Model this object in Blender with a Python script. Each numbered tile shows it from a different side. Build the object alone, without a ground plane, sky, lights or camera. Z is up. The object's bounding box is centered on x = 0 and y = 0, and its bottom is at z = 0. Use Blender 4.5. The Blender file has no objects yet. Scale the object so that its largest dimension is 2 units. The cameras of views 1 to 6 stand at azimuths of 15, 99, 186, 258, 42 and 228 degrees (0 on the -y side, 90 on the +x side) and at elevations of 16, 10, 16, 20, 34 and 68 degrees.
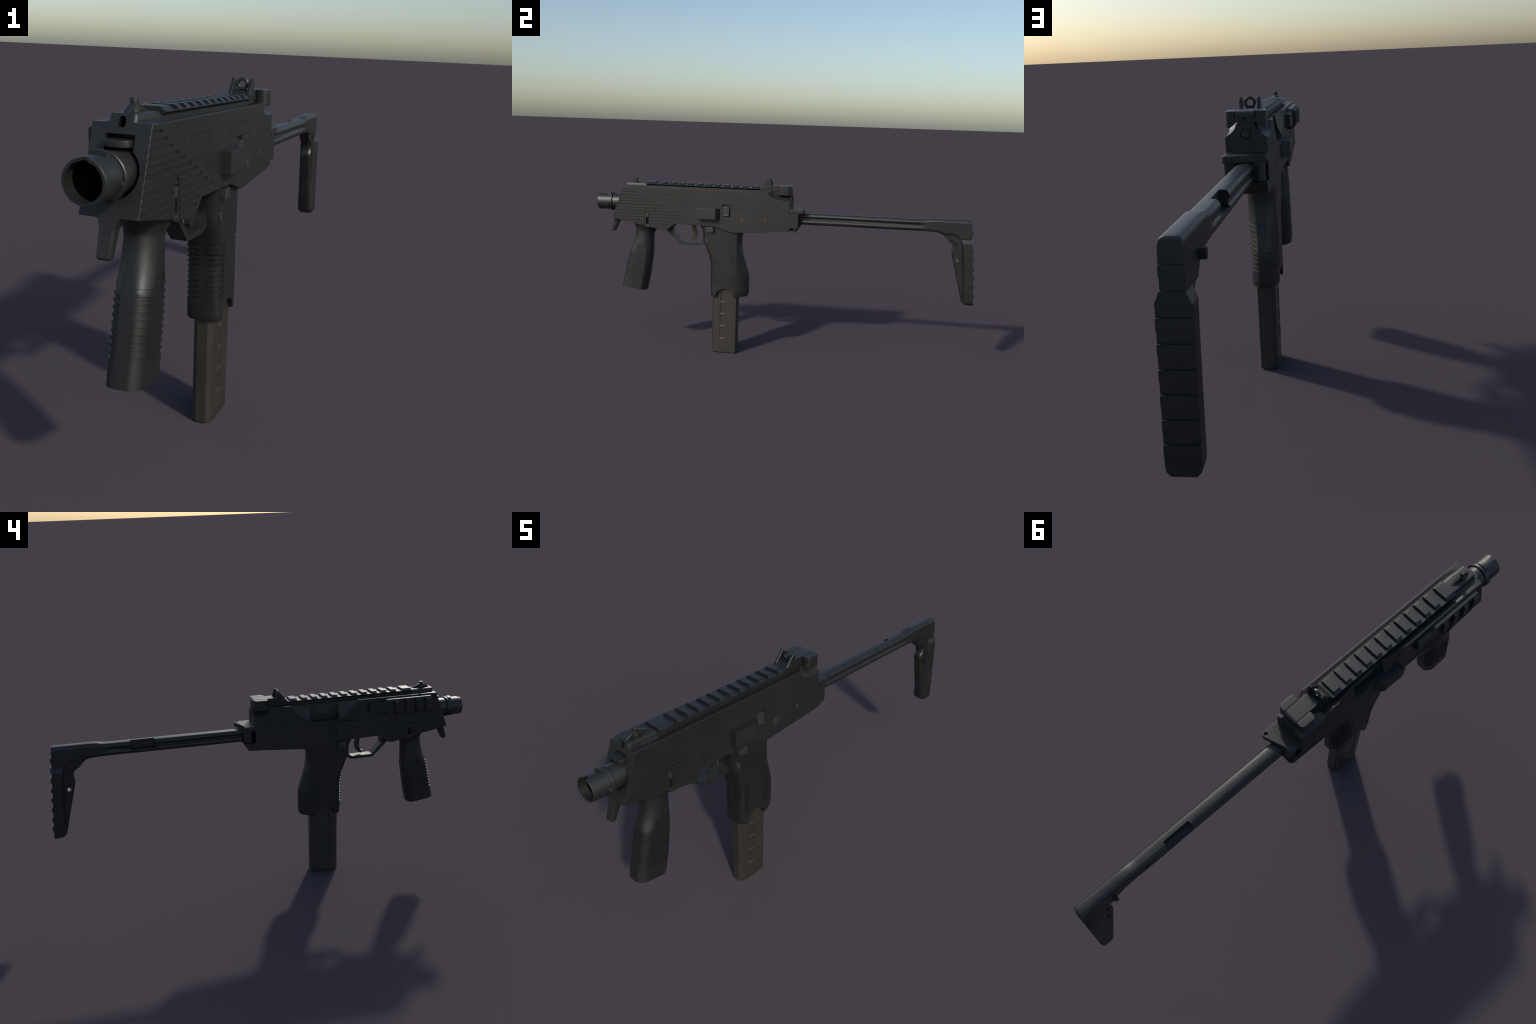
# Compact submachine gun with extended stock: built part by part.
# Frame: muzzle towards -y, butt towards +y, z up, symmetric plane x = 0.
import bpy, bmesh, math
from mathutils import Vector, Matrix

COL = bpy.context.scene.collection

# ------------------------------------------------------------------ materials
def material(name, base, rough=0.5, metal=0.0, spec=0.5, grain=0.12, bump=0.0,
             bump_scale=600.0, wear=None, wear_scale=30.0, wear_lo=0.60, wear_hi=0.75):
    m = bpy.data.materials.new(name)
    m.use_nodes = True
    nt = m.node_tree
    nt.nodes.clear()
    out = nt.nodes.new('ShaderNodeOutputMaterial')
    b = nt.nodes.new('ShaderNodeBsdfPrincipled')
    nt.links.new(b.outputs[0], out.inputs[0])
    tc = nt.nodes.new('ShaderNodeTexCoord')
    n1 = nt.nodes.new('ShaderNodeTexNoise')
    n1.inputs['Scale'].default_value = 9.0
    n1.inputs['Detail'].default_value = 6.0
    n1.inputs['Roughness'].default_value = 0.6
    nt.links.new(tc.outputs['Object'], n1.inputs['Vector'])
    rmp = nt.nodes.new('ShaderNodeValToRGB')
    lo = [c * (1 - grain) for c in base]
    hi = [c * (1 + grain) for c in base]
    rmp.color_ramp.elements[0].position = 0.3
    rmp.color_ramp.elements[0].color = (*lo, 1)
    rmp.color_ramp.elements[1].position = 0.7
    rmp.color_ramp.elements[1].color = (*hi, 1)
    nt.links.new(n1.outputs['Fac'], rmp.inputs['Fac'])
    col = rmp.outputs['Color']
    if wear:
        n2 = nt.nodes.new('ShaderNodeTexNoise')
        n2.inputs['Scale'].default_value = wear_scale
        n2.inputs['Detail'].default_value = 8.0
        n2.inputs['Roughness'].default_value = 0.7
        nt.links.new(tc.outputs['Object'], n2.inputs['Vector'])
        r2 = nt.nodes.new('ShaderNodeValToRGB')
        r2.color_ramp.elements[0].position = wear_lo
        r2.color_ramp.elements[1].position = wear_hi
        nt.links.new(n2.outputs['Fac'], r2.inputs['Fac'])
        mx = nt.nodes.new('ShaderNodeMix')
        mx.data_type = 'RGBA'
        nt.links.new(r2.outputs['Color'], mx.inputs['Factor'])
        nt.links.new(col, mx.inputs['A'])
        mx.inputs['B'].default_value = (*wear, 1)
        col = mx.outputs['Result']
    nt.links.new(col, b.inputs['Base Color'])
    rr = nt.nodes.new('ShaderNodeMapRange')
    rr.inputs['From Min'].default_value = 0.3
    rr.inputs['From Max'].default_value = 0.7
    rr.inputs['To Min'].default_value = rough - 0.04
    rr.inputs['To Max'].default_value = rough + 0.04
    nt.links.new(n1.outputs['Fac'], rr.inputs['Value'])
    nt.links.new(rr.outputs['Result'], b.inputs['Roughness'])
    b.inputs['Metallic'].default_value = metal
    b.inputs['Specular IOR Level'].default_value = spec
    if bump:
        n3 = nt.nodes.new('ShaderNodeTexNoise')
        n3.inputs['Scale'].default_value = bump_scale
        n3.inputs['Detail'].default_value = 2.0
        nt.links.new(tc.outputs['Object'], n3.inputs['Vector'])
        bp = nt.nodes.new('ShaderNodeBump')
        bp.inputs['Strength'].default_value = bump
        bp.inputs['Distance'].default_value = 0.002
        nt.links.new(n3.outputs['Fac'], bp.inputs['Height'])
        nt.links.new(bp.outputs['Normal'], b.inputs['Normal'])
    return m

POLY = material('black_polymer', (0.0119, 0.0114, 0.0102), rough=0.50, spec=0.58, bump=0.06)
GRIP = material('grip_polymer', (0.0100, 0.0095, 0.0090), rough=0.46, spec=0.62, bump=0.04)
STEEL = material('blued_steel', (0.0130, 0.0140, 0.0122), rough=0.45, spec=0.66, bump=0.03)
RAILM = material('anodised_rail', (0.0110, 0.0115, 0.0110), rough=0.44, spec=0.56)
STOCK = material('stock_polymer', (0.0095, 0.0093, 0.0087), rough=0.44, spec=0.62, bump=0.04)
MAG = material('smoked_magazine', (0.0240, 0.0208, 0.0162), rough=0.46, spec=0.72, grain=0.15,
               wear=(0.0210, 0.0200, 0.0160), wear_scale=14, wear_lo=0.5, wear_hi=0.65)
SCUFF = material('scuffed_polymer', (0.0125, 0.0118, 0.0106), rough=0.50, spec=0.66, bump=0.06,
                 wear=(0.040, 0.038, 0.033), wear_scale=70, wear_lo=0.60, wear_hi=0.70)
LEVER = material('worn_lever_steel', (0.0300, 0.0330, 0.0315), rough=0.38, spec=0.70, bump=0.03)
PINM = material('phosphated_pin', (0.0260, 0.0205, 0.0135), rough=0.48, spec=0.62)
PIND = material('blackened_pin', (0.0150, 0.0150, 0.0140), rough=0.5, spec=0.62)
DARK = material('painted_bore_shadow', (0.0020, 0.0020, 0.0020), rough=0.9, spec=0.0)  # near-black, no specular: paints the deep shade inside the muzzle bore
INK = material('engraved_marking', (0.0900, 0.0930, 0.0960), rough=0.6)

# ------------------------------------------------------------------ helpers
TEMP = []

def mesh_obj(name, verts, faces):
    me = bpy.data.meshes.new(name)
    me.from_pydata([tuple(v) for v in verts], [], faces)
    bm = bmesh.new(); bm.from_mesh(me)
    bmesh.ops.remove_doubles(bm, verts=bm.verts, dist=1e-6)
    bmesh.ops.recalc_face_normals(bm, faces=bm.faces)
    bm.to_mesh(me); bm.free()
    ob = bpy.data.objects.new(name, me)
    COL.objects.link(ob)
    return ob

def place(axis, a, b, c):
    """(a,b) in-plane, c along axis.  x: (y,z,x)  y: (x,z,y)  z: (x,y,z)"""
    return (c, a, b) if axis == 'x' else ((a, c, b) if axis == 'y' else (a, b, c))

def prism(name, pts, lo, hi, axis='x', bevel=0.0, seg=2, angle=25):
    n = len(pts)
    v = [place(axis, p[0], p[1], lo) for p in pts] + [place(axis, p[0], p[1], hi) for p in pts]
    f = [list(range(n))[::-1], list(range(n, 2 * n))]
    f += [[i, (i + 1) % n, n + (i + 1) % n, n + i] for i in range(n)]
    ob = mesh_obj(name, v, f)
    if bevel:
        bev(ob, bevel, seg, angle)
    return ob

def box(name, x0, x1, y0, y1, z0, z1, bevel=0.0, seg=2):
    return prism(name, [(y0, z0), (y1, z0), (y1, z1), (y0, z1)], x0, x1, 'x', bevel, seg)

def loft(name, rings, cap=True):
    n = len(rings[0]); v = []; f = []
    for r in rings:
        v += [tuple(p) for p in r]
    for k in range(len(rings) - 1):
        for i in range(n):
            j = (i + 1) % n
            f.append([k * n + i, k * n + j, (k + 1) * n + j, (k + 1) * n + i])
    if cap:
        f.append(list(range(n))[::-1])
        f.append(list(range((len(rings) - 1) * n, len(rings) * n)))
    return mesh_obj(name, v, f)

def lathe(name, prof, center, axis='y', seg=40):
    """prof: list of (pos_along_axis, radius); closed solid of revolution."""
    rings = []
    for p, r in prof:
        ring = []
        for i in range(seg):
            a = 2 * math.pi * i / seg
            u, w = r * math.cos(a), r * math.sin(a)
            if axis == 'y':
                ring.append((center[0] + u, p, center[1] + w))
            elif axis == 'x':
                ring.append((p, center[0] + u, center[1] + w))
            else:
                ring.append((center[0] + u, center[1] + w, p))
        rings.append(ring)
    return loft(name, rings)

def apply_mods(ob):
    dg = bpy.context.evaluated_depsgraph_get()
    dg.update()
    me = bpy.data.meshes.new_from_object(ob.evaluated_get(dg))
    old = ob.data
    ob.modifiers.clear()
    ob.data = me
    me.name = ob.name
    bpy.data.meshes.remove(old)

def bev(ob, width, seg=2, angle=25):
    m = ob.modifiers.new('b', 'BEVEL')
    m.width = width; m.segments = seg; m.limit_method = 'ANGLE'
    m.angle_limit = math.radians(angle)
    m.use_clamp_overlap = True
    apply_mods(ob)

def kill(ob):
    me = ob.data
    bpy.data.objects.remove(ob)
    bpy.data.meshes.remove(me)

def boolean(ob, cutters, op='DIFFERENCE', self_x=False, keep=False):
    """cutters: list of objects; joined into one cutter first."""
    if not isinstance(cutters, (list, tuple)):
        cutters = [cutters]
    c = join('cut', cutters, remove=not keep)
    m = ob.modifiers.new('bool', 'BOOLEAN')
    m.operation = op; m.solver = 'EXACT'; m.object = c
    m.use_self = self_x
    apply_mods(ob)
    kill(c)
    return ob

def join(name, obs, remove=True):
    bm = bmesh.new()
    for o in obs:
        t = o.data.copy(); t.transform(o.matrix_world)
        bm.from_mesh(t)
        bpy.data.meshes.remove(t)
    me = bpy.data.meshes.new(name)
    bm.to_mesh(me); bm.free()
    for o in obs:
        if remove:
            kill(o)
    ob = bpy.data.objects.new(name, me)
    COL.objects.link(ob)
    return ob

def mirror_x(ob):
    me = ob.data.copy()
    me.transform(Matrix.Scale(-1, 4, (1, 0, 0)))
    me.flip_normals()
    o = bpy.data.objects.new(ob.name, me)
    COL.objects.link(o)
    return o

ROOT = bpy.data.objects.new('submachine_gun', None)
ROOT.location = (0, 0, 0)
COL.objects.link(ROOT)
ROOT['label'] = 'compact black submachine gun with extended stock, foregrip and top rail'
ROOT['category'] = 'firearm'

def finish(ob, name, mat, parent=ROOT, smooth=32):
    ob.name = name; ob.data.name = name
    bm = bmesh.new(); bm.from_mesh(ob.data)
    bmesh.ops.remove_doubles(bm, verts=bm.verts, dist=2e-6)
    bmesh.ops.dissolve_degenerate(bm, edges=bm.edges, dist=1e-6)
    ang = math.radians(smooth)
    for fc in bm.faces:
        fc.smooth = True
        fc.material_index = 0
    for e in bm.edges:
        e.smooth = not (len(e.link_faces) != 2 or e.calc_face_angle(0.0) > ang)
    bm.to_mesh(ob.data); bm.free()
    ob.data.materials.clear()
    ob.data.materials.append(mat)
    wn = ob.modifiers.new('weighted', 'WEIGHTED_NORMAL')
    wn.keep_sharp = True; wn.weight = 80
    apply_mods(ob)
    ob.parent = parent
    return ob

def arc(cy, cz, r, a0, a1, n, rz=None):
    rz = r if rz is None else rz
    return [(cy + r * math.cos(math.radians(a0 + (a1 - a0) * i / n)),
             cz + rz * math.sin(math.radians(a0 + (a1 - a0) * i / n))) for i in range(n + 1)]

def rrect(a0, a1, b0, b1, r, n=4):
    p = []
    for (ca, cb, s) in ((a1 - r, b1 - r, 0), (a0 + r, b1 - r, 90), (a0 + r, b0 + r, 180), (a1 - r, b0 + r, 270)):
        p += arc(ca, cb, r, s, s + 90, n)
    return p

HW = 0.0625          # receiver half width

# ------------------------------------------------------------------ receiver
body_prof = [(-0.8480, 0.8820), (-0.9095, 0.7096), (-0.6245, 0.6562), (-0.6030, 0.6615),
             (-0.5640, 0.6955), (-0.3470, 0.6915), (-0.2520, 0.6632), (0.0475, 0.6862),
             (0.0475, 0.7905), (0.0505, 0.7905), (0.0505, 0.8825)]
body = prism('receiver', body_prof, -HW, HW, 'x', bevel=0.0062, seg=3, angle=20)

def frame_groove(y0, y1, z0, z1, side, w=0.0016, d=0.0016):
    xs = (HW - d, HW + 0.01) if side > 0 else (-HW - 0.01, -HW + d)
    outer = box('g', xs[0], xs[1], y0, y1, z0, z1)
    inner = box('g', xs[0] - 0.02, xs[1] + 0.02, y0 + w, y1 - w, z0 + w, z1 - w)
    boolean(outer, inner)
    return outer

# --- sloping grip grooves on the fore-end
groove_end = [-0.8026, -0.7762, -0.7500, -0.7145, -0.6770, -0.6390, -0.6040, -0.5690, -0.5335, -0.4945, -0.5833, -0.5989]
cuts = []
for side in (1, -1):
    for k, ye in enumerate(groove_end):
        zc = 0.8675 - 0.01640 * k
        yfront = -0.8480 - (0.8820 - zc) * 0.357
        rings = []
        for y, d in ((-0.9800, 0.0004), (yfront + 0.0040, 0.0006), (yfront + 0.0120, 0.0030), (ye, 0.0030)):
            rings.append([(side * (HW - d), y, zc - 0.0034), (side * (HW + 0.02), y, zc - 0.0034),
                          (side * (HW + 0.02), y, zc + 0.0034), (side * (HW - d), y, zc + 0.0034)])
        cuts.append(loft('g', rings))
boolean(body, cuts)

# --- engraved frames on both flanks
cuts = [frame_groove(-0.6410, -0.5210, 0.8210, 0.8455, 1), frame_groove(-0.3625, -0.1740, 0.8098, 0.8452, 1),
        frame_groove(-0.1052, 0.0172, 0.8068, 0.8182, -1)]
boolean(body, cuts)

# --- latch channel on both flanks
for side in (1, -1):
    s = side
    def xr(a, b):
        return (a, b) if s > 0 else (-b, -a)
    chan = prism('c', [(-0.7315, 0.60), (-0.7005, 0.60), (-0.7005, 0.745), (-0.7095, 0.760), (-0.7165, 0.7665),
                       (-0.7240, 0.759), (-0.7315, 0.745)], *xr(HW - 0.0034, HW + 0.02))
    boolean(body, chan)
    slot = prism('c', rrect(-0.7225, -0.7075, 0.6860, 0.7485, 0.003, 2), *xr(HW - 0.022, HW + 0.03))
    boolean(body, slot)

# --- rear scoops below the cocking handle (both sides)
outer = [(-0.0720, 0.8900), (-0.0650, 0.8710), (-0.0575, 0.8620), (-0.0440, 0.8530), (-0.0200, 0.8475),
         (0.0115, 0.8440), (0.0900, 0.8425), (0.0900, 0.8900)]
for s in (1, -1):
    rings = []
    for x, dz, dy in ((0.0680, -0.0040, -0.003), (0.0625, 0.0, 0.0), (0.0520, 0.0078, 0.004), (0.0420, 0.0143, 0.010),
                      (0.0345, 0.0208, 0.016), (0.0295, 0.0275, 0.022), (0.0255, 0.0420, 0.028)):
        rings.append([(s * x, y + (dy if y < 0.08 else 0), min(z + dz, 0.8900 + i * 1e-5) if 0 < i < 7 else 0.8950)
                      for i, (y, z) in enumerate(outer)])
    boolean(body, loft('scoop', rings))

# --- shallow rounded gutters between the shoulders and the rail spine, fading out towards the muzzle
gut = [(0.0580, 0.0), (0.0545, 0.0012), (0.0490, 0.0030), (0.0430, 0.0048), (0.0375, 0.0060), (0.0330, 0.0062), (0.0250, 0.0062)]
for s in (1, -1):
    rings = []
    for y, k in ((-0.8600, -0.15), (-0.8350, 0.05), (-0.8000, 0.45), (-0.7600, 0.85), (-0.7300, 1.0), (-0.0600, 1.0)):
        rings.append([(s * x, y, 0.8827 - d * k) for x, d in gut] + [(s * 0.0250, y, 0.9000), (s * 0.0580, y, 0.9000)])
    boolean(body, loft('c', rings))

# --- ejection scoop, left flank
sc = [(-0.1180, 0.8930), (-0.1270, 0.8663), (-0.1461, 0.8450), (-0.1703, 0.8256), (-0.1947, 0.8110), (-0.2250, 0.8010),
      (-0.2880, 0.7960), (-0.3480, 0.8010), (-0.3844, 0.8145), (-0.4096, 0.8343), (-0.4397, 0.8586), (-0.4600, 0.8930)]
rings = []
for x, k in ((-0.0690, 1.06), (-0.0625, 1.0), (-0.0570, 0.90), (-0.0505, 0.76), (-0.0455, 0.60), (-0.0420, 0.42), (-0.0395, 0.24)):
    rings.append([(x, -0.288 + (y + 0.288) * (1 - (1 - k) * 0.75), 0.8930 - (0.8930 - z) * k) for y, z in sc])
boolean(body, loft('scoop', rings))
boolean(body, prism('port', rrect(-0.3575, -0.2160, 0.7945, 0.8720, 0.017, 5), -0.0900, -0.0240))

# --- selector recess, right flank
boolean(body, box('c', HW - 0.009, HW + 0.02, -0.3070, -0.2650, 0.7500, 0.8115, 0.002))

# --- front face: barrel well, clip slot, guide slot
boolean(body, lathe('c', [(-0.97, 0.0500), (-0.3800, 0.0500)], (0, 0.7915), 'y', 40))
boolean(body, box('c', -0.0305, 0.0305, -0.97, -0.815, 0.8000, 0.8620))

boolean(body, prism('c', rrect(-0.0078, 0.0078, 0.8735, 0.8950, 0.0075, 5), -0.90, -0.8150, 'y'))

# --- rear: hinge pocket at the left, notch at the right bottom
boolean(body, box('c', -0.0578, 0.0578, 0.0380, 0.0700, 0.7180, 0.7880))
# vertical rear corners of the upper half are rounded in plan
for s in (1, -1):
    cq = [(s * 0.0800, 0.0400), (s * HW, 0.0418)] + [(s * (HW - 0.0085 + 0.0085 * math.cos(math.radians(t))), 0.0422 + 0.0086 * math.sin(math.radians(t))) for t in range(0, 91, 15)] + \
         [(s * 0.0530, 0.0800), (s * 0.0800, 0.0800)]
    boolean(body, prism('c', cq, 0.7906, 0.9500, 'z'))

# --- button recess on the rear face
boolean(body, lathe('c', [(0.0445, 0.0158), (0.0700, 0.0158)], (0, 0.8540), 'y', 32))

# --- split into upper and lower half along the visible seam (it steps down at the left)
def half(name, up):
    o = 0.00035 if up else -0.00035
    z = 0.7907 + o
    R = [(-1.0, z), (0.2, z)]
    big = 1.0 if up else 0.5
    right = prism('h', [(-1, z), (0.2, z), (0.2, big), (-1, big)], -0.0300, 0.2)
    stp = 0.7760 + o
    # left flank: the joint steps down behind the ejection port
    left = prism('h', [(-1, z), (-0.4583, z), (-0.4583, stp), (-0.1675 + o, stp), (-0.1675 + o, z), (0.2, z),
                       (0.2, big), (-1, big)], -0.2, -0.0300)
    b = join('b', [body], remove=False)
    b2 = join('b', [body], remove=False)
    boolean(b, right, 'INTERSECT')
    boolean(b2, left, 'INTERSECT')
    o2 = join(name, [b, b2])
    bm = bmesh.new(); bm.from_mesh(o2.data)
    # remove the internal wall where the two trims meet
    dead = [f for f in bm.faces if all(abs(v.co.x + 0.03) < 1e-5 for v in f.verts)]
    bmesh.ops.delete(bm, geom=dead, context='FACES')
    bmesh.ops.remove_doubles(bm, verts=bm.verts, dist=1e-5)
    bm.to_mesh(o2.data); bm.free()
    return o2

upper = finish(half('upper_receiver', True), 'upper_receiver', POLY)
lower = finish(half('lower_receiver', False), 'lower_receiver', POLY)
kill(body)

# --- raised spine under the rail
spine_sec = [(0.0400, 0.8740), (0.0395, 0.8790), (0.0350, 0.8810), (0.0318, 0.8835), (0.0298, 0.8880), (0.0284, 0.8945),
             (0.0268, 0.8980), (0.0230, 0.8997)]
sec = spine_sec + [(-x, z) for x, z in reversed(spine_sec)]
spine = prism('spine', sec, -0.8445, -0.7335, 'y')
# front corners of the spine are rounded in plan
plan = rrect(-0.0300, 0.0300, -0.8440, 0.2, 0.0100, 4)
bevcut = prism('c', plan, 0.8839, 0.95, 'z')
keepv = prism('c', [(-0.07, 0.86), (0.07, 0.86), (0.07, 0.8838), (-0.07, 0.8838)], -0.8445, 0.0, 'y')
low = join('low', [spine], remove=False)
boolean(low, keepv, 'INTERSECT')
boolean(low, prism('c', rrect(-0.0078, 0.0078, 0.8735, 0.8950, 0.0075, 5), -0.90, -0.815, 'y'))
boolean(spine, bevcut, 'INTERSECT')
top = spine
boolean(top, prism('c', rrect(-0.0078, 0.0078, 0.8735, 0.8950, 0.0075, 5), -0.90, -0.815, 'y'))
back = prism('s', [(-0.0292, 0.8560), (0.0292, 0.8560), (0.0292, 0.8880), (0.0275, 0.8945), (-0.0275, 0.8945), (-0.0292, 0.8880)], -0.7400, -0.0600, 'y')
spine_full = join('receiver_spine', [low, top, back])
for v in spine_full.data.vertices:      # front follows the raked front face, a hair proud of it
    if v.co.y < -0.80:
        v.co.y += 0.8445 - 0.8486 + (v.co.z - 0.8820) * 0.357
finish(spine_full, 'receiver_spine', POLY, upper)

# ------------------------------------------------------------------ top rail
rail = prism('top_rail', [(-0.0275, 0.8890), (0.0275, 0.8890), (0.0310, 0.8912), (0.0385, 0.8962), (0.0388, 0.8985),
                          (0.0380, 0.8992), (-0.0380, 0.8992), (-0.0388, 0.8985), (-0.0385, 0.8962), (-0.0310, 0.8912)],
             -0.7285, -0.1160, 'y')
finish(rail, 'top_rail', RAILM)
def tooth_mesh(name, y0, y1):
    t = prism(name, [(-0.0382, 0.8980), (0.0382, 0.8980), (0.0382, 0.8992), (0.0266, 0.9084), (-0.0266, 0.9084), (-0.0382, 0.8992)],
              y0, y1, 'y', bevel=0.0008, seg=1)
    return t
t0 = finish(tooth_mesh('rail_tooth', -0.0120, 0.0120), 'rail_tooth', RAILM, rail)
t0.location = (0, -0.1995, 0)
for k in range(1, 10):
    c = t0.copy(); c.name = 'rail_tooth'
    COL.objects.link(c)
    c.location = (0, -0.1995 - 0.0489 * k, 0)
finish(tooth_mesh('rail_tooth', -0.1600, -0.1290), 'rail_tooth', RAILM, rail)
finish(tooth_mesh('rail_tooth', -0.7282, -0.6830), 'rail_tooth', RAILM, rail)

# ------------------------------------------------------------------ left accessory rail
pl = [(-0.5030, 0.8165), (-0.5030, 0.8610), (-0.5720, 0.8610), (-0.5890, 0.8745), (-0.8115, 0.8745), (-0.8115, 0.8000),
      (-0.5890, 0.8000), (-0.5740, 0.8165)]
srail = prism('side_rail', pl, -0.0800, -0.0600, 'x', bevel=0.0015, seg=2)
finish(srail, 'side_rail', RAILM)
tsec = [(-0.0700, 0.8735), (-0.0775, 0.8735), (-0.0915, 0.8625), (-0.0915, 0.8105), (-0.0800, 0.7995), (-0.0700, 0.7995)]
for y0, y1 in ((-0.6461, -0.6255), (-0.7009, -0.6803), (-0.7536, -0.7325), (-0.8122, -0.7830)):
    t = prism('side_rail_tooth', tsec, y0, y1, 'y', bevel=0.0008, seg=1)
    finish(t, 'side_rail_tooth', RAILM, srail)

# ------------------------------------------------------------------ barrel and muzzle
ZB = 0.7915
bar = lathe('barrel', [(-0.9310, 0.0437), (-0.9990, 0.0437), (-1.0000, 0.0430), (-1.0000, 0.0372), (-0.3900, 0.0372),
                       (-0.3900, 0.0001), (-0.3850, 0.0001), (-0.3850, 0.0425), (-0.9190, 0.0425), (-0.9195, 0.0470),
                       (-0.9225, 0.0488), (-0.9300, 0.0488), (-0.9318, 0.0470), (-0.9318, 0.0437)], (0, ZB), 'y', 24)
boolean(bar, box('c', -0.0078, 0.0078, -1.02, -0.9870, ZB + 0.02, ZB + 0.08))
finish(bar, 'barrel', STEEL, smooth=30)
def lug_ring(a_mid):
    r0, r1 = 0.0425, 0.0508
    half_b, half_t = 27, 21
    v = []
    n = 8
    pts_in = [(r0, a_mid - half_b + 2 * half_b * i / n) for i in range(n + 1)]
    pts_out = [(r1, a_mid - half_t + 2 * half_t * i / n) for i in range(n + 1)]
    poly = pts_in + pts_out[::-1]
    return prism('muzzle_lug', [(r * math.cos(math.radians(a)), ZB + r * math.sin(math.radians(a))) for r, a in poly],
                 -0.9480, -0.9340, 'y')
for a in (90, -30, 210):
    finish(lug_ring(a), 'muzzle_lug', STEEL, bar)
finish(lathe('bore_shadow_tube', [(-0.9720, 0.0371), (-0.9720, 0.0368), (-0.3980, 0.0362), (-0.3980, 0.0001), (-0.3910, 0.0001), (-0.3910, 0.0371)], (0, ZB), 'y', 24), 'bore_shadow_tube', DARK, bar)

# spring clip above the barrel
cl = [(-0.0277, -0.830), (0.0277, -0.830), (0.0277, -0.8660)] + \
     [(0.0277 * math.cos(math.radians(a)), -0.8660 - 0.0185 * math.sin(math.radians(a)) ** 0.8) for a in range(12, 169, 12)] + [(-0.0277, -0.8660)]
clip = prism('barrel_clip', cl, 0.8392, 0.8525, 'z', bevel=0.0015, seg=2)
finish(clip, 'barrel_clip', STEEL)

# ------------------------------------------------------------------ finger stop under the muzzle
rings = []
for (yf, yr, z, w) in ((-0.9080, -0.8600, 0.7180, 0.0330), (-0.9105, -0.8680, 0.7080, 0.0280), (-0.9140, -0.8760, 0.7000, 0.0225),
                       (-0.9170, -0.8850, 0.6930, 0.0190), (-0.9205, -0.8910, 0.6840, 0.0172),
                       (-0.9345, -0.9115, 0.6395, 0.0155), (-0.9335, -0.9130, 0.6350, 0.0150), (-0.9310, -0.9150, 0.6325, 0.0130)):
    c = 0.22
    L = yr - yf
    pts = [(-w + w * c, yf), (w - w * c, yf), (w, yf + L * c), (w, yr - L * c), (w - w * c, yr), (-w + w * c, yr), (-w, yr - L * c), (-w, yf + L * c)]
    rings.append([(x, y, z) for x, y in pts])
finish(loft('finger_stop', rings), 'finger_stop', POLY, smooth=50)

# ------------------------------------------------------------------ side blocks (magazine-well bosses) on both flanks
for s in (1, -1):
    pts = [(s * 0.0600, -0.4390), (s * 0.0915, -0.4390), (s * 0.0915, -0.3385), (s * 0.0600, -0.3180)]
    blk = prism('grip_block', pts, 0.7310, 0.7885, 'z', bevel=0.0018, seg=2)
    finish(blk, 'side_block', SCUFF if s > 0 else POLY)
# small tab behind the left block
finish(box('side_block_tab', -0.0685, -0.0600, -0.3350, -0.3100, 0.7385, 0.7780, 0.002), 'side_block_tab', POLY)

# ------------------------------------------------------------------ selector switch
plate = prism('selector_switch', rrect(-0.3040, -0.2715, 0.7525, 0.7985, 0.004, 3), 0.0560, 0.0685, 'x', bevel=0.0013, seg=2)
boolean(plate, box('c', 0.0665, 0.09, -0.2975, -0.2780, 0.7610, 0.7915))
finish(plate, 'selector_switch', LEVER)
finish(box('selector_rib', 0.0600, 0.0690, -0.2945, -0.2810, 0.7640, 0.7885, 0.001), 'selector_rib', LEVER, plate)
finish(box('selector_lip', 0.0600, 0.0715, -0.3040, -0.2715, 0.7520, 0.7575, 0.002), 'selector_lip', LEVER, plate)

# ------------------------------------------------------------------ pins
def pin(y, z, r, s, mat):
    p = lathe('pin', [(s * 0.0560, r), (s * (HW + 0.0004), r), (s * (HW + 0.0012), r - 0.0012)], (y, z), 'x', 28)
    finish(p, 'pin', mat)
pin(-0.2014, 0.7269, 0.0137, 1, PINM)
pin(-0.0779, 0.7410, 0.0095, 1, PINM)
pin(-0.0290, 0.7512, 0.0176, -1, PIND)
pin(-0.1355, 0.7367, 0.0148, -1, PIND)

# ------------------------------------------------------------------ latch levers in the fore-end channel
for s in (1, -1):
    a, b = sorted((s * 0.0420, s * 0.0600))
    lev = box('fore_latch', a, b, -0.7215, -0.7085, 0.7190, 0.7440, 0.003)
    finish(lev, 'fore_latch', LEVER)
    a, b = sorted((s * 0.0480, s * 0.0618))
    foot = prism('latch_foot', [(-0.7255, 0.6690), (-0.7015, 0.6650), (-0.7015, 0.6790), (-0.7255, 0.6840)], a, b, 'x', bevel=0.003, seg=3)
    finish(foot, 'latch_foot', POLY)
    a, b = sorted((s * 0.0560, s * 0.0605))
    rib = box('latch_bar', a, b, -0.7070, -0.7012, 0.6790, 0.7450, 0.0015)
    finish(rib, 'latch_bar', POLY)

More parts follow.
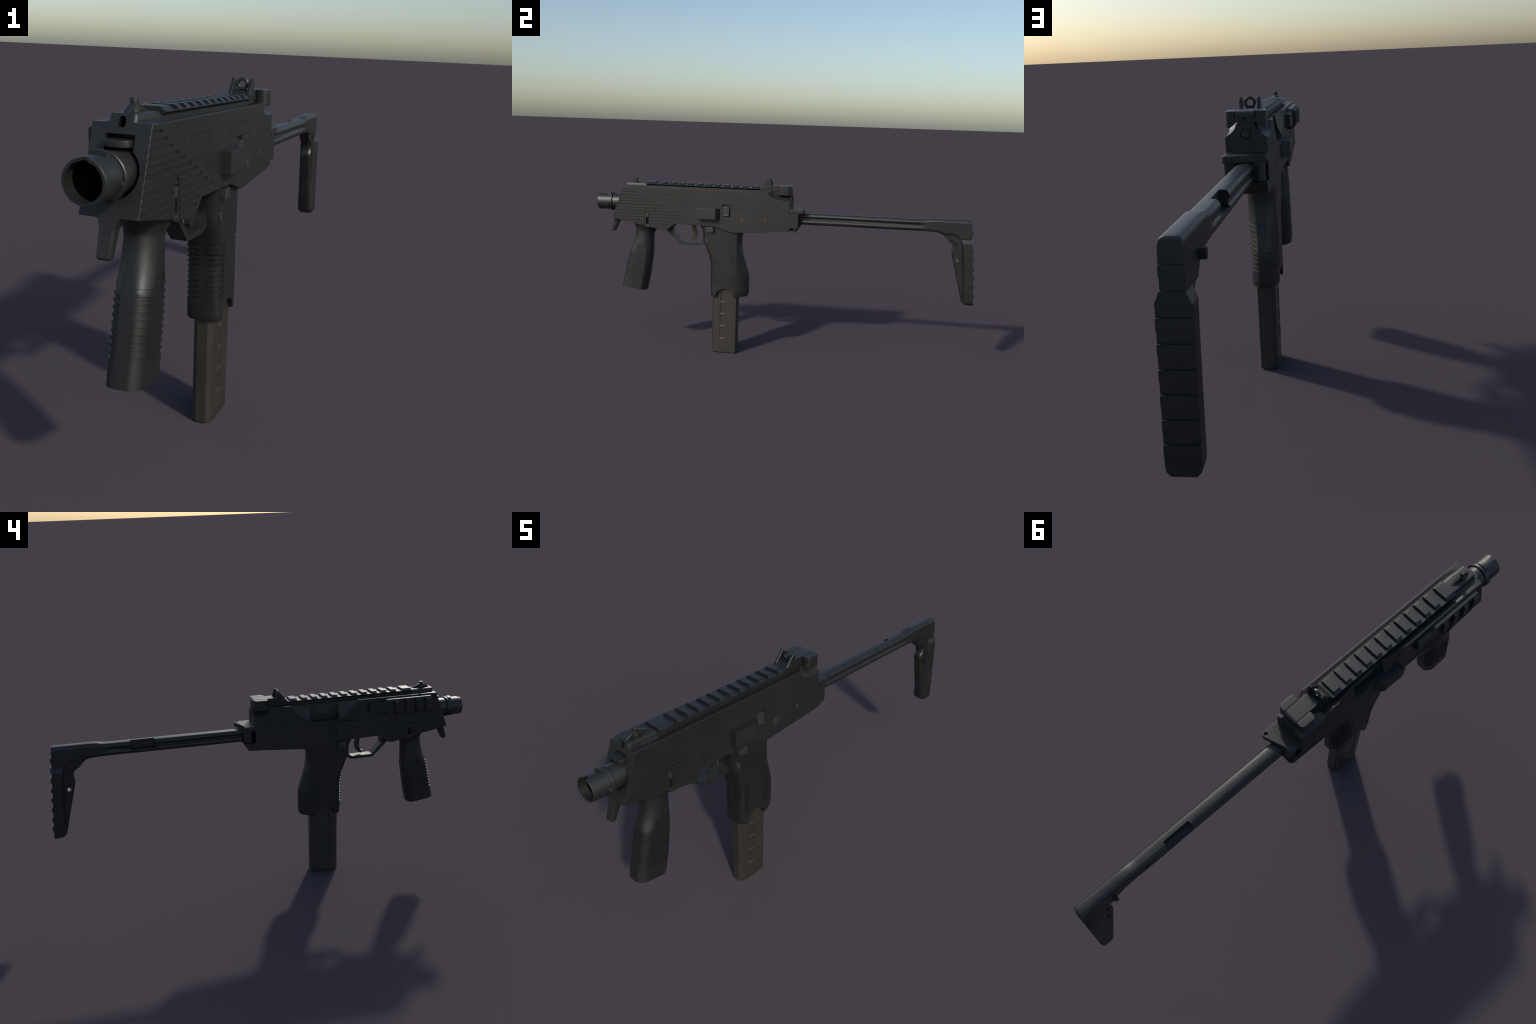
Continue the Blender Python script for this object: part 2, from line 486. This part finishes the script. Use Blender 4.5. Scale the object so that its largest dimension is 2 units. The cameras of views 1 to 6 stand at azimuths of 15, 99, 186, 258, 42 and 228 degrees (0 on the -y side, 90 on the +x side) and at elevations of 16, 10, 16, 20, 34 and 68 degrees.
# ------------------------------------------------------------------ bolt in the ejection port, with its markings
bolt = prism('bolt', [(-0.3620, 0.8180), (-0.2100, 0.8180), (-0.2100, 0.8745), (-0.3620, 0.8745)], -0.0370, -0.0100, 'x', bevel=0.002, seg=2)
boolean(bolt, lathe('c', [(-0.0600, 0.0125), (-0.0280, 0.0125)], (-0.3310, 0.8255), 'x', 24))
finish(bolt, 'bolt', STEEL)
def marking(txt, width, y, z):
    cu = bpy.data.curves.new('marking', 'FONT')
    cu.body = txt; cu.align_x = 'CENTER'; cu.align_y = 'CENTER'
    cu.size = 0.02; cu.extrude = 0.0
    cu.resolution_u = 3
    o = bpy.data.objects.new('marking', cu)
    COL.objects.link(o)
    bpy.context.view_layer.update()
    k = width / o.dimensions.x
    dg = bpy.context.evaluated_depsgraph_get()
    me = bpy.data.meshes.new_from_object(o.evaluated_get(dg))
    bpy.data.objects.remove(o); bpy.data.curves.remove(cu)
    bm = bmesh.new(); bm.from_mesh(me)
    ret = bmesh.ops.extrude_face_region(bm, geom=bm.faces[:])
    bmesh.ops.translate(bm, verts=[g for g in ret['geom'] if isinstance(g, bmesh.types.BMVert)], vec=(0, 0, 0.001))
    # text x -> -y (reads left to right from the -x side), text y -> z
    M = Matrix(((0, 0, -1, -0.0365), (-k, 0, 0, y), (0, k, 0, z), (0, 0, 0, 1)))
    bmesh.ops.transform(bm, matrix=M, verts=bm.verts)
    bmesh.ops.recalc_face_normals(bm, faces=bm.faces)
    bm.to_mesh(me); bm.free()
    ob = bpy.data.objects.new('bolt_marking', me); COL.objects.link(ob)
    finish(ob, 'bolt_marking', INK, bolt)
marking('Cal:9x19mm', 0.0700, -0.2815, 0.8560)
marking('A-0108524', 0.0610, -0.2825, 0.8400)

# ------------------------------------------------------------------ front sight
fin = [(-0.8380, 0.8980), (-0.8290, 0.9035), (-0.8200, 0.9090), (-0.8110, 0.9140), (-0.8030, 0.9170), (-0.7870, 0.9180), (-0.7760, 0.9150),
       (-0.7630, 0.9090), (-0.7500, 0.9030), (-0.7380, 0.8980)]
fsight = prism('front_sight', fin, -0.0052, 0.0052, 'x', bevel=0.0008, seg=1)
finish(fsight, 'front_sight', STEEL)
post = lathe('sight_post', [(0.8950, 0.0130), (0.9095, 0.0130), (0.9105, 0.0118), (0.9105, 0.0078), (0.9180, 0.0078), (0.9180, 0.0090), (0.9268, 0.0090),
                            (0.9278, 0.0080)], (0, -0.7945), 'z', 24)
finish(post, 'sight_post', STEEL, fsight)

# ------------------------------------------------------------------ rear sight
base = prism('rear_sight', [(-0.1250, 0.8800), (-0.0560, 0.8800), (-0.0560, 0.9040), (-0.0585, 0.9145), (-0.0985, 0.9145), (-0.1090, 0.9040), (-0.1180, 0.9000)],
             -0.0322, 0.0322, 'x', bevel=0.0012, seg=2)
finish(base, 'rear_sight', RAILM)
for s in (1, -1):
    a, b = sorted((s * 0.0220, s * 0.0320))
    w = prism('sight_wing', [(-0.1130, 0.9040), (-0.0735, 0.9495), (-0.0695, 0.9505), (-0.0665, 0.9480), (-0.0570, 0.9140), (-0.0570, 0.9040)], a, b, 'x',
              bevel=0.0010, seg=1)
    finish(w, 'sight_wing', RAILM, base)
    p = lathe('sight_axis_pin', [(s * 0.0300, 0.0095), (s * 0.0326, 0.0095), (s * 0.0334, 0.0085)], (-0.0945, 0.9055), 'x', 20)
    finish(p, 'sight_axis_pin', STEEL, base)
# aperture ring (short tube) standing between the wings
ring = []
R0, R1, Y0, Y1 = 0.0092, 0.0182, -0.0790, -0.0700
rs = []
for (yy, rr) in ((Y0, R0 + 0.001), (Y0, R1 - 0.0015), (Y0 + 0.0015, R1), (Y1 - 0.0015, R1), (Y1, R1 - 0.0015), (Y1, R0 + 0.001), (Y1 - 0.001, R0), (Y0 + 0.001, R0)):
    rs.append([(rr * math.cos(2 * math.pi * i / 28), yy, 0.9345 + rr * math.sin(2 * math.pi * i / 28)) for i in range(28)])
rs.append(rs[0])
aper = loft('sight_aperture', rs, cap=False)
finish(aper, 'sight_aperture', STEEL, base)
finish(box('aperture_foot', -0.0130, 0.0130, -0.0790, -0.0700, 0.9100, 0.9215, 0.001), 'aperture_foot', RAILM, base)

# ------------------------------------------------------------------ cocking handle at the rear
cover = prism('charging_handle', [(-0.0575, 0.8860), (0.0300, 0.8860), (0.0300, 0.9008), (0.0488, 0.9008), (0.0478, 0.9130), (0.0435, 0.9175), (0.0370, 0.9188), (-0.0575, 0.9185)],
              -0.0275, 0.0275, 'x', bevel=0.0015, seg=2)
finish(cover, 'charging_handle', RAILM)
finish(box('handle_spine', -0.0235, 0.0235, -0.0575, 0.0440, 0.8780, 0.8900), 'handle_spine', POLY, cover)
for s in (1, -1):
    pl = [(0.0293, -0.0190), (0.0440, -0.0190)] + [(0.0595 - 0.0155 + 0.0155 * math.cos(math.radians(a)), -0.0050 + 0.0140 * math.sin(math.radians(a)))
          for a in (-90, -70, -50, -30, -10)] + [(0.0592, 0.0050), (0.0590, 0.0300), (0.0575, 0.0370), (0.0530, 0.0420), (0.0460, 0.0445), (0.0293, 0.0455)]
    pl = [(s * x, y) for x, y in pl]
    k = prism('handle_knob', pl, 0.8712, 0.9185, 'z', bevel=0.0022, seg=2)
    # slanted underside near the middle
    u = prism('c', [(s * 0.0200, 0.8600), (s * 0.0500, 0.8600), (s * 0.0480, 0.8700), (s * 0.0290, 0.8865), (s * 0.0200, 0.8868)], -0.1, 0.1, 'y')
    boolean(k, u)
    finish(k, 'handle_knob', RAILM, cover)
    a, b = sorted((s * 0.0012, s * 0.0148))
    finish(box('handle_tongue', a, b, 0.0250, 0.0465, 0.8795, 0.9015, 0.001), 'handle_tongue', RAILM, cover)
    a, b = sorted((s * 0.0140, s * 0.0310))
    finish(box('handle_bridge', a, b, 0.0000, 0.0455, 0.8868, 0.9012, 0.001), 'handle_bridge', RAILM, cover)

btn = lathe('rear_button', [(0.0400, 0.0124), (0.0525, 0.0124), (0.0537, 0.0112)], (0, 0.8540), 'y', 28)
finish(btn, 'rear_button', STEEL)

# ------------------------------------------------------------------ stock hinge
hp = [(0.0625, 0.0400)] + arc(0.0497, 0.1120, 0.0128, 0, 104, 6) + [(-0.0330, 0.0950), (-0.0400, 0.0965), (-0.0480, 0.0965)] + \
     arc(-0.0500, 0.0840, 0.0122, 90, 180, 5) + [(-0.0622, 0.0400)]
plate = prism('stock_hinge', hp, 0.7800, 0.8010, 'z', bevel=0.0018, seg=2)
boolean(plate, lathe('c', [(0.76, 0.0080), (0.82, 0.0080)], (0.0497, 0.1115), 'z', 24))
# engraved oblong
def oblong(w):
    a = Vector((0.0455, 0.0740)); b = Vector((-0.0220, 0.0745))
    return [(a.x + w * math.cos(math.radians(t)), a.y + w * math.sin(math.radians(t))) for t in range(-90, 91, 20)] + \
           [(b.x + w * math.cos(math.radians(t)), b.y + w * math.sin(math.radians(t))) for t in range(90, 271, 20)]
og = prism('c', oblong(0.0082), 0.7998, 0.81, 'z')
boolean(og, prism('c', oblong(0.0072), 0.79, 0.82, 'z'))
boolean(plate, og)
finish(plate, 'stock_hinge', POLY)
# right hinge cheek
rc = prism('hinge_cheek', rrect(0.0235, 0.0622, 0.0200, 0.0945, 0.0090, 4), 0.7030, 0.7805, 'z', bevel=0.0012, seg=1)
finish(rc, 'hinge_cheek', POLY, plate)
# left hinge barrel
lc = prism('hinge_barrel', [(-0.0215, 0.0560), (-0.0215, 0.0975)] + arc(-0.0390, 0.0835, 0.0165, 62, 180, 7) + arc(-0.0400, 0.0740, 0.0155, 180, 262, 5),
           0.7240, 0.7805, 'z', bevel=0.0012, seg=1)
finish(lc, 'hinge_barrel', POLY, plate)
# lower bracket, bevelled towards the rear
br = prism('hinge_bracket', [(0.0400, 0.6850), (0.0820, 0.6872), (0.1020, 0.7195), (0.1000, 0.7225), (0.0400, 0.7225)], -0.0622, 0.0220, 'x', bevel=0.0015, seg=2)
finish(br, 'hinge_bracket', POLY, plate)
hpn = lathe('hinge_pin', [(0.6830, 0.0105), (0.6840, 0.0115), (0.7050, 0.0115)], (0.0420, 0.0715), 'z', 20)
finish(hpn, 'hinge_pin', STEEL, plate)

# ------------------------------------------------------------------ stock bar (double-rounded section)
def bar_ring(y, hw, zt, zb, waist):
    """Figure-of-eight section: two rounds with a groove between.  y may depend on the height."""
    yf = y if callable(y) else (lambda z: y)
    zm = (zt + zb) / 2; h = (zt - zb) / 2
    half_pts = [(0.0, zt), (hw * 0.45, zt - 0.0004), (hw * 0.68, zt - 0.0020), (hw * 0.86, zt - 0.0056), (hw * 0.97, zt - 0.0110), (hw, zt - 0.0150),
                (hw * 0.97, zt - 0.0190), (hw * 0.91, zm + h * 0.25), (waist, zm + h * 0.17), (waist, zm - h * 0.17), (hw * 0.91, zm - h * 0.25), (hw * 0.97, zb + 0.0180),
                (hw, zb + 0.0140), (hw * 0.96, zb + 0.0085), (hw * 0.82, zb + 0.0035), (hw * 0.5, zb + 0.0005), (0.0, zb)]
    if waist > hw * 0.985:       # plain flat flank
        half_pts = [(0.0, zt), (hw * 0.45, zt - 0.0004), (hw * 0.68, zt - 0.0020), (hw * 0.86, zt - 0.0056), (hw * 0.97, zt - 0.0110), (hw, zt - 0.0150),
                    (hw, zt - 0.0190), (hw, zm + h * 0.25), (hw, zm + h * 0.17), (hw, zm - h * 0.17), (hw, zm - h * 0.25), (hw, zb + 0.0180),
                    (hw, zb + 0.0140), (hw * 0.98, zb + 0.0085), (hw * 0.88, zb + 0.0030), (hw * 0.5, zb + 0.0003), (0.0, zb)]
    left = [(-x, z) for x, z in half_pts[1:-1]][::-1]
    return [(x, yf(z), z) for x, z in half_pts + left]
def rear_y(z):
    return 0.9612 + (0.7880 - z) * (0.9985 - 0.9612) / (0.7880 - 0.3540) - 0.0008
rings = [bar_ring(0.0600, 0.0250, 0.7800, 0.7205, 0.0190), bar_ring(0.6900, 0.0250, 0.7800, 0.7208, 0.0190),
         bar_ring(0.7150, 0.0245, 0.7802, 0.7208, 0.0222), bar_ring(0.7300, 0.0238, 0.7808, 0.7207, 0.0238),
         bar_ring(0.7450, 0.0235, 0.7830, 0.7204, 0.0235), bar_ring(0.7650, 0.0234, 0.7868, 0.7192, 0.0234),
         bar_ring(0.7960, 0.0233, 0.7873, 0.7180, 0.0233), bar_ring(0.8080, 0.0233, 0.7873, 0.7150, 0.0233),
         bar_ring(0.8270, 0.0233, 0.7873, 0.7050, 0.0233), bar_ring(0.8350, 0.0233, 0.7873, 0.7035, 0.0233),
         bar_ring(0.8700, 0.0233, 0.7873, 0.7060, 0.0233), bar_ring(0.8850, 0.0233, 0.7873, 0.7035, 0.0233),
         bar_ring(0.8980, 0.0233, 0.7873, 0.6955, 0.0233), bar_ring(0.9120, 0.0233, 0.7873, 0.6800, 0.0233),
         bar_ring(lambda z: rear_y(z) - 0.0075, 0.0233, 0.7873, 0.6795, 0.0233),
         bar_ring(lambda z: rear_y(z) - 0.0022, 0.0233, 0.7855, 0.6795, 0.0233),
         bar_ring(lambda z: rear_y(z), 0.0228, 0.7800, 0.6795, 0.0228)]
sbar = loft('stock_arm', rings)
# hand notch on the left
notch = prism('c', [(-0.002, 0.90), (-0.002, 0.7450), (-0.0120, 0.7400), (-0.0600, 0.7330), (-0.0600, 0.90)], 0.5080, 0.6130, 'y')
for v in notch.data.vertices:       # slanted ends
    if v.co.x < -0.01:
        v.co.y += -0.0100 if v.co.y < 0.55 else 0.0110
boolean(sbar, notch)
finish(sbar, 'stock_arm', STOCK, smooth=40)

# ------------------------------------------------------------------ butt
# thin blade with thumb cut-out
bl = [(0.8270, 0.7070), (0.8530, 0.6780), (0.8610, 0.6735), (0.8700, 0.6650), (0.8755, 0.6550), (0.8772, 0.6450), (0.8762, 0.6340), (0.8738, 0.6260), (0.8728, 0.6180),
      (0.8748, 0.6070), (0.9400, 0.3660), (0.9600, 0.3660), (0.9350, 0.6850), (0.9300, 0.7100)]
blade = prism('butt_blade', bl, -0.0190, 0.0190, 'x')
bm = bmesh.new(); bm.from_mesh(blade.data)
sel = [e for e in bm.edges if e.verts[0].co.x * e.verts[1].co.x > 0 and abs(e.verts[0].co.x - e.verts[1].co.x) < 1e-5
       and all(v.co.y < 0.945 and v.co.z < 0.620 for v in e.verts)]
bmesh.ops.bevel(bm, geom=sel, offset=0.0080, segments=4, profile=0.5, affect='EDGES')
bm.to_mesh(blade.data); bm.free()
for s in (1, -1):
    dish = lathe('c', [(s * 0.0110, 0.0320), (s * 0.0300, 0.0420)], (0.8620, 0.6450), 'x', 32)
    boolean(blade, dish)
boolean(blade, lathe('c', [(-0.05, 0.0098), (0.05, 0.0098)], (0.9037, 0.5825), 'x', 20))
finish(blade, 'butt_blade', STOCK, sbar)

# wide shoulder pad, with chamfered front and foot
rings = []
for z, hw, yf, cf in ((0.6895, 0.0232, 0.9140, 0.004), (0.6690, 0.0338, 0.9180, 0.0085), (0.5000, 0.0340, 0.9330, 0.0110), (0.3720, 0.0342, 0.9430, 0.0115),
                      (0.3620, 0.0320, 0.9470, 0.0115), (0.3535, 0.0235, 0.9560, 0.0115)):
    yr = rear_y(z)
    xi = min(0.0205, hw - 0.004)
    pts = [(xi, yf), (hw, yf + cf), (hw, yr), (-hw, yr), (-hw, yf + cf), (-xi, yf)]
    rings.append([(x, y, z) for x, y in pts])
pad = loft('butt_pad', rings)
bev(pad, 0.0012, 1, 30)
finish(pad, 'butt_pad', STOCK, sbar, smooth=15)
# raised ribs on the rear face
for k in range(8):
    zt = 0.7385 - 0.0460 * k
    zb = zt - 0.0215
    hw = 0.0227 if k == 0 else (0.0332 if k == 1 else 0.0330)
    def yy(z):
        return rear_y(z)
    if k == 1:
        zt += 0.0005; zb -= 0.001
        r0 = [(0.0232, yy(zt) - 0.004, zt), (0.0232, yy(zt) + 0.0050, zt), (-0.0232, yy(zt) + 0.0050, zt), (-0.0232, yy(zt) - 0.004, zt)]
    else:
        r0 = [(hw, yy(zt) - 0.004, zt), (hw, yy(zt) + 0.0052, zt), (-hw, yy(zt) + 0.0052, zt), (-hw, yy(zt) - 0.004, zt)]
    r1 = [(hw, yy(zb) - 0.004, zb), (hw, yy(zb) + 0.0052, zb), (-hw, yy(zb) + 0.0052, zb), (-hw, yy(zb) - 0.004, zb)]
    finish(loft('pad_rib', [r0, r1]), 'pad_rib', STOCK, sbar)
finish(box('stock_button', -0.0375, -0.0200, 0.8370, 0.8520, 0.7138, 0.7358, 0.0012), 'stock_button', STOCK, sbar)

# ------------------------------------------------------------------ generic grip section
def grip_pts(F, R, hw, sf, sr, tf, tr, rnd=0.0, hwr=None, soft=0.0, n=6):
    """Closed ring in the plane spanned by x and F->R.  sf/sr: half widths of the flat front and rear strips,
    tf/tr: where (fraction of depth) the flat flank starts and ends, rnd: blend towards an ellipse."""
    hwr = hw if hwr is None else hwr
    F = Vector((0, F[0], F[1])); R = Vector((0, R[0], R[1]))
    half = [(0.0, 0.0), (sf, 0.0)]
    for i in range(1, n):
        u = i / n          # cubic front corner, tangent to the front strip and to the flank
        k = 0.60 - 0.20 * soft
        cs = ((sf, 0.0), (sf + k * (hw - sf), 0.0), (hw, tf * (0.30 + 0.15 * soft)), (hw, tf))
        w = ((1 - u) ** 3, 3 * u * (1 - u) ** 2, 3 * u * u * (1 - u), u ** 3)
        half.append((sum(a * c[0] for a, c in zip(w, cs)), sum(a * c[1] for a, c in zip(w, cs))))
    half += [(hw, tf), ((hw + hwr) / 2, (tf + tr) / 2), (hwr, tr)]
    for i in range(1, n):
        u = i / n
        c0, c1, c2 = (hwr, tr), (hwr * 0.80, tr + (1 - tr) * 0.70), (sr, 1.0)
        half.append(((1 - u) ** 2 * c0[0] + 2 * u * (1 - u) * c1[0] + u * u * c2[0], (1 - u) ** 2 * c0[1] + 2 * u * (1 - u) * c1[1] + u * u * c2[1]))
    half += [(sr, 1.0), (0.0, 1.0)]
    if rnd:
        N = len(half) - 1
        out = []
        for i, (x, t) in enumerate(half):
            a = math.pi * i / N
            ex, tt = hw * math.sin(a), (1 - math.cos(a)) / 2
            out.append((x + (ex - x) * rnd, t + (tt - t) * rnd))
        half = out
    ring = [F.lerp(R, t) + Vector((x, 0, 0)) for x, t in half]
    ring += [F.lerp(R, t) + Vector((-x, 0, 0)) for x, t in half[1:-1]][::-1]
    return ring

def inset(secs, d):
    out = []
    for F, R, hw, sf, sr, tf, tr, rnd, hwr, soft in secs:
        L = math.hypot(R[0] - F[0], R[1] - F[1])
        u = ((R[0] - F[0]) / L * d, (R[1] - F[1]) / L * d)
        out.append(((F[0] + u[0], F[1] + u[1]), (R[0] - u[0], R[1] - u[1]), hw - d, sf, sr, tf, tr, rnd, hwr - d, soft))
    return out

# ------------------------------------------------------------------ pistol grip
gz = [(0.7000, -0.4370, -0.2030), (0.6840, -0.4310, -0.2050), (0.6560, -0.4195, -0.2080), (0.6100, -0.4165, -0.2125), (0.5850, -0.4055, -0.2105), (0.5570, -0.3950, -0.2045),
      (0.5300, -0.3855, -0.1965), (0.4950, -0.3780, -0.1860), (0.4670, -0.3750, -0.1770), (0.4430, -0.3750, -0.1705), (0.4140, -0.3750, -0.1680), (0.3620, -0.3745, -0.1680),
      (0.3300, -0.3725, -0.1685), (0.3180, -0.3715, -0.1720), (0.3130, -0.3690, -0.1800)]
secs = []
for z, yf, yr in gz:
    L = yr - yf
    upness = min(1.0, max(0.0, (z - 0.47) / 0.12))
    secs.append(((yf, z), (yr, z + (0.004 if z < 0.335 else 0)), 0.0493 if z > 0.315 else 0.0478, 0.0095, 0.0135 + 0.006 * upness, 0.026 / L, (-0.2330 - yf) / L, 0.0, 0.0468 if z > 0.315 else 0.0450, 0.0))
grip = loft('pistol_grip', [grip_pts(*s) for s in secs])
core = loft('core', [grip_pts(*s) for s in inset(secs, 0.0028)])
slabs = []
for k in range(11):
    zt = 0.5345 - 0.0151 * k
    zb = zt - 0.0078
    for s in (1, -1):
        a, b = sorted((s * 0.0095, s * 0.08)); slabs.append(box('s', a, b, -0.45, -0.3385, zb, zt))
        a, b = sorted((s * 0.0135, s * 0.08)); slabs.append(box('s', a, b, -0.2565, -0.10, zb, zt))
slab = join('s', slabs)
boolean(slab, core)
boolean(grip, slab)
arch = prism('c', [(-0.3390, 0.2500)] + arc(-0.2905, 0.3130, 0.0485, 180, 0, 18, 0.0455) + [(-0.2420, 0.2500)], -0.1, 0.1)
boolean(grip, arch)
finish(grip, 'pistol_grip', GRIP, smooth=34)
# magazine catch buttons and small release
for s in (1, -1):
    a, b = sorted((s * 0.0400, s * 0.0635))
    mc = box('magazine_catch', a, b, -0.3935, -0.3535, 0.6580, 0.6855, 0.0022)
    finish(mc, 'magazine_catch', LEVER)
rb = prism('grip_release', [(-0.4000, 0.6230), (-0.3940, 0.6260), (-0.3860, 0.6230), (-0.3795, 0.6060), (-0.3830, 0.5980), (-0.3900, 0.5960), (-0.3945, 0.6010), (-0.4000, 0.6140)],
           0.0300, 0.0530, 'x', bevel=0.0015, seg=2)
finish(rb, 'grip_release', LEVER)

# ------------------------------------------------------------------ trigger group
go = [(-0.6280, 0.6640), (-0.6200, 0.6520), (-0.5445, 0.5805), (-0.5380, 0.5790), (-0.4430, 0.5780), (-0.4330, 0.5790), (-0.4110, 0.5910), (-0.3900, 0.5960), (-0.3900, 0.7050), (-0.6000, 0.7050)]
gi = [(-0.5850, 0.7300), (-0.5880, 0.6500), (-0.5840, 0.6420), (-0.5420, 0.5960), (-0.5360, 0.5930), (-0.4400, 0.5925), (-0.4310, 0.5950), (-0.4210, 0.6050), (-0.4175, 0.6200),
      (-0.4180, 0.6480), (-0.4220, 0.6650), (-0.4330, 0.6870), (-0.4330, 0.7300)]
guard = prism('trigger_guard', go, -0.0212, 0.0212)
boolean(guard, prism('c', gi, -0.1, 0.1))
boolean(guard, [box('c', 0.0202, 0.03, -0.5125, -0.5110, 0.57, 0.60), box('c', -0.03, -0.0202, -0.5125, -0.5110, 0.57, 0.60),
                box('c', 0.0195, 0.03, -0.4568, -0.4545, 0.57, 0.60), box('c', -0.03, -0.0195, -0.4568, -0.4545, 0.57, 0.60)])
finish(guard, 'trigger_guard', POLY)
tf = [(-0.4885, 0.7000), (-0.4870, 0.6860), (-0.4790, 0.6650), (-0.4770, 0.6450), (-0.4800, 0.6260), (-0.4870, 0.6150), (-0.4985, 0.6120),
      (-0.4980, 0.6090), (-0.4900, 0.6065), (-0.4920, 0.6035), (-0.4880, 0.6010), (-0.4800, 0.6030), (-0.4680, 0.6110), (-0.4590, 0.6270), (-0.4560, 0.6480), (-0.4590, 0.6650), (-0.4650, 0.6850), (-0.4650, 0.7000)]
finish(prism('trigger', tf, -0.0092, 0.0092, 'x', bevel=0.0012, seg=2, angle=40), 'trigger', STEEL)

# ------------------------------------------------------------------ foregrip
fg_axis = [((-0.8080, 0.6960), (-0.6640, 0.6800), 0.0560, 1.0), ((-0.7990, 0.6740), (-0.6790, 0.6580), 0.0500, 1.0),
           ((-0.7935, 0.6610), (-0.6900, 0.6460), 0.0440, 1.0), ((-0.7900, 0.6460), (-0.6985, 0.6320), 0.0425, 1.0),
           ((-0.7970, 0.6120), (-0.6990, 0.5980), 0.0435, 0.95), ((-0.8065, 0.5780), (-0.7000, 0.5610), 0.0446, 0.80),
           ((-0.8155, 0.5560), (-0.7015, 0.5375), 0.0446, 0.50), ((-0.8240, 0.5330), (-0.7040, 0.5140), 0.0442, 0.15),
           ((-0.8375, 0.4680), (-0.7130, 0.4480), 0.0435, 0.0), ((-0.8510, 0.4020), (-0.7235, 0.3820), 0.0432, 0.0),
           ((-0.8655, 0.3360), (-0.7390, 0.3170), 0.0430, 0.0)]
fg = [((F[0] - 0.0046, F[1]), (R[0] + 0.0035, R[1]), hw, 0.0150, 0.0180, 0.26, 0.790, rnd, hw, 1.0) for F, R, hw, rnd in fg_axis]
fgrip = loft('foregrip', [grip_pts(*s) for s in fg])
core = loft('core', [grip_pts(*s) for s in inset(fg, 0.0028)])
# flat flanks with an arched upper end
for s in (1, -1):
    a, b = sorted((s * 0.0430, s * 0.09))
    prof = [(-0.9000, 0.2500), (-0.6500, 0.2500), (-0.6500, 0.5330), (-0.7420, 0.5450)] + arc(-0.7640, 0.5480, 0.0220, 0, 180, 10) + [(-0.7870, 0.5500), (-0.9000, 0.5650)]
    boolean(fgrip, prism('c', prof, a, b))
th = math.radians(8.2)
slabs = []
for k in range(10):
    c0 = Vector((-0.8230 - 0.0035 * k, 0.5440 - 0.0156 * k))
    d = Vector((math.cos(th), -math.sin(th))); u = Vector((math.sin(th), math.cos(th))) * 0.0088
    st = c0 - d * 0.05
    en = c0 + d * 0.155
    poly = [st, en, en - u, st - u]
    for s in (1, -1):
        a, b = sorted((s * 0.0150, s * 0.08))
        slabs.append(prism('s', [(p.x, p.y) for p in poly], a, b))
slab = join('s', slabs)
boolean(slab, core)
# grooves thin out on the flats: keep a shallow cut there
boolean(fgrip, slab)
finish(fgrip, 'foregrip', GRIP, smooth=34)

# ------------------------------------------------------------------ magazine
half_m = [(0.0145, -0.3612), (0.0170, -0.3595), (0.0270, -0.3515), (0.0285, -0.3490), (0.0300, -0.3370), (0.0318, -0.3310), (0.0322, -0.3250), (0.0318, -0.2320), (0.0300, -0.2288), (0.0200, -0.2285),
          (0.0195, -0.2270), (0.0180, -0.2245), (0.0155, -0.2225)]
mpts = half_m + [(-x, y) for x, y in reversed(half_m)]
mag = prism('magazine', mpts, 0.0000, 0.5000, 'z')
bm = bmesh.new(); bm.from_mesh(mag.data)
bmesh.ops.bevel(bm, geom=[e for e in bm.edges if all(v.co.z < 1e-4 for v in e.verts)], offset=0.0025, segments=2, profile=0.5, affect='EDGES')
bm.to_mesh(mag.data); bm.free()
cuts = []
for zt, zb in ((0.3425, 0.2805), (0.2745, 0.2145), (0.2070, 0.1465), (0.1395, 0.0785)):
    for s in (1, -1):
        rr = [[(s * 0.0290, y, z) for y, z in ((-0.3150, zb + 0.0044), (-0.2885, zb + 0.0044), (-0.2885, zt), (-0.3150, zt))],
              [(s * 0.0325, y, z) for y, z in ((-0.3160, zb), (-0.2875, zb), (-0.2875, zt + 0.0005), (-0.3160, zt + 0.0005))],
              [(s * 0.0400, y, z) for y, z in ((-0.3160, zb - 0.004), (-0.2875, zb - 0.004), (-0.2875, zt + 0.0005), (-0.3160, zt + 0.0005))]]
        cuts.append(loft('w', rr))
boolean(mag, cuts)
finish(mag, 'magazine', MAG, smooth=30)
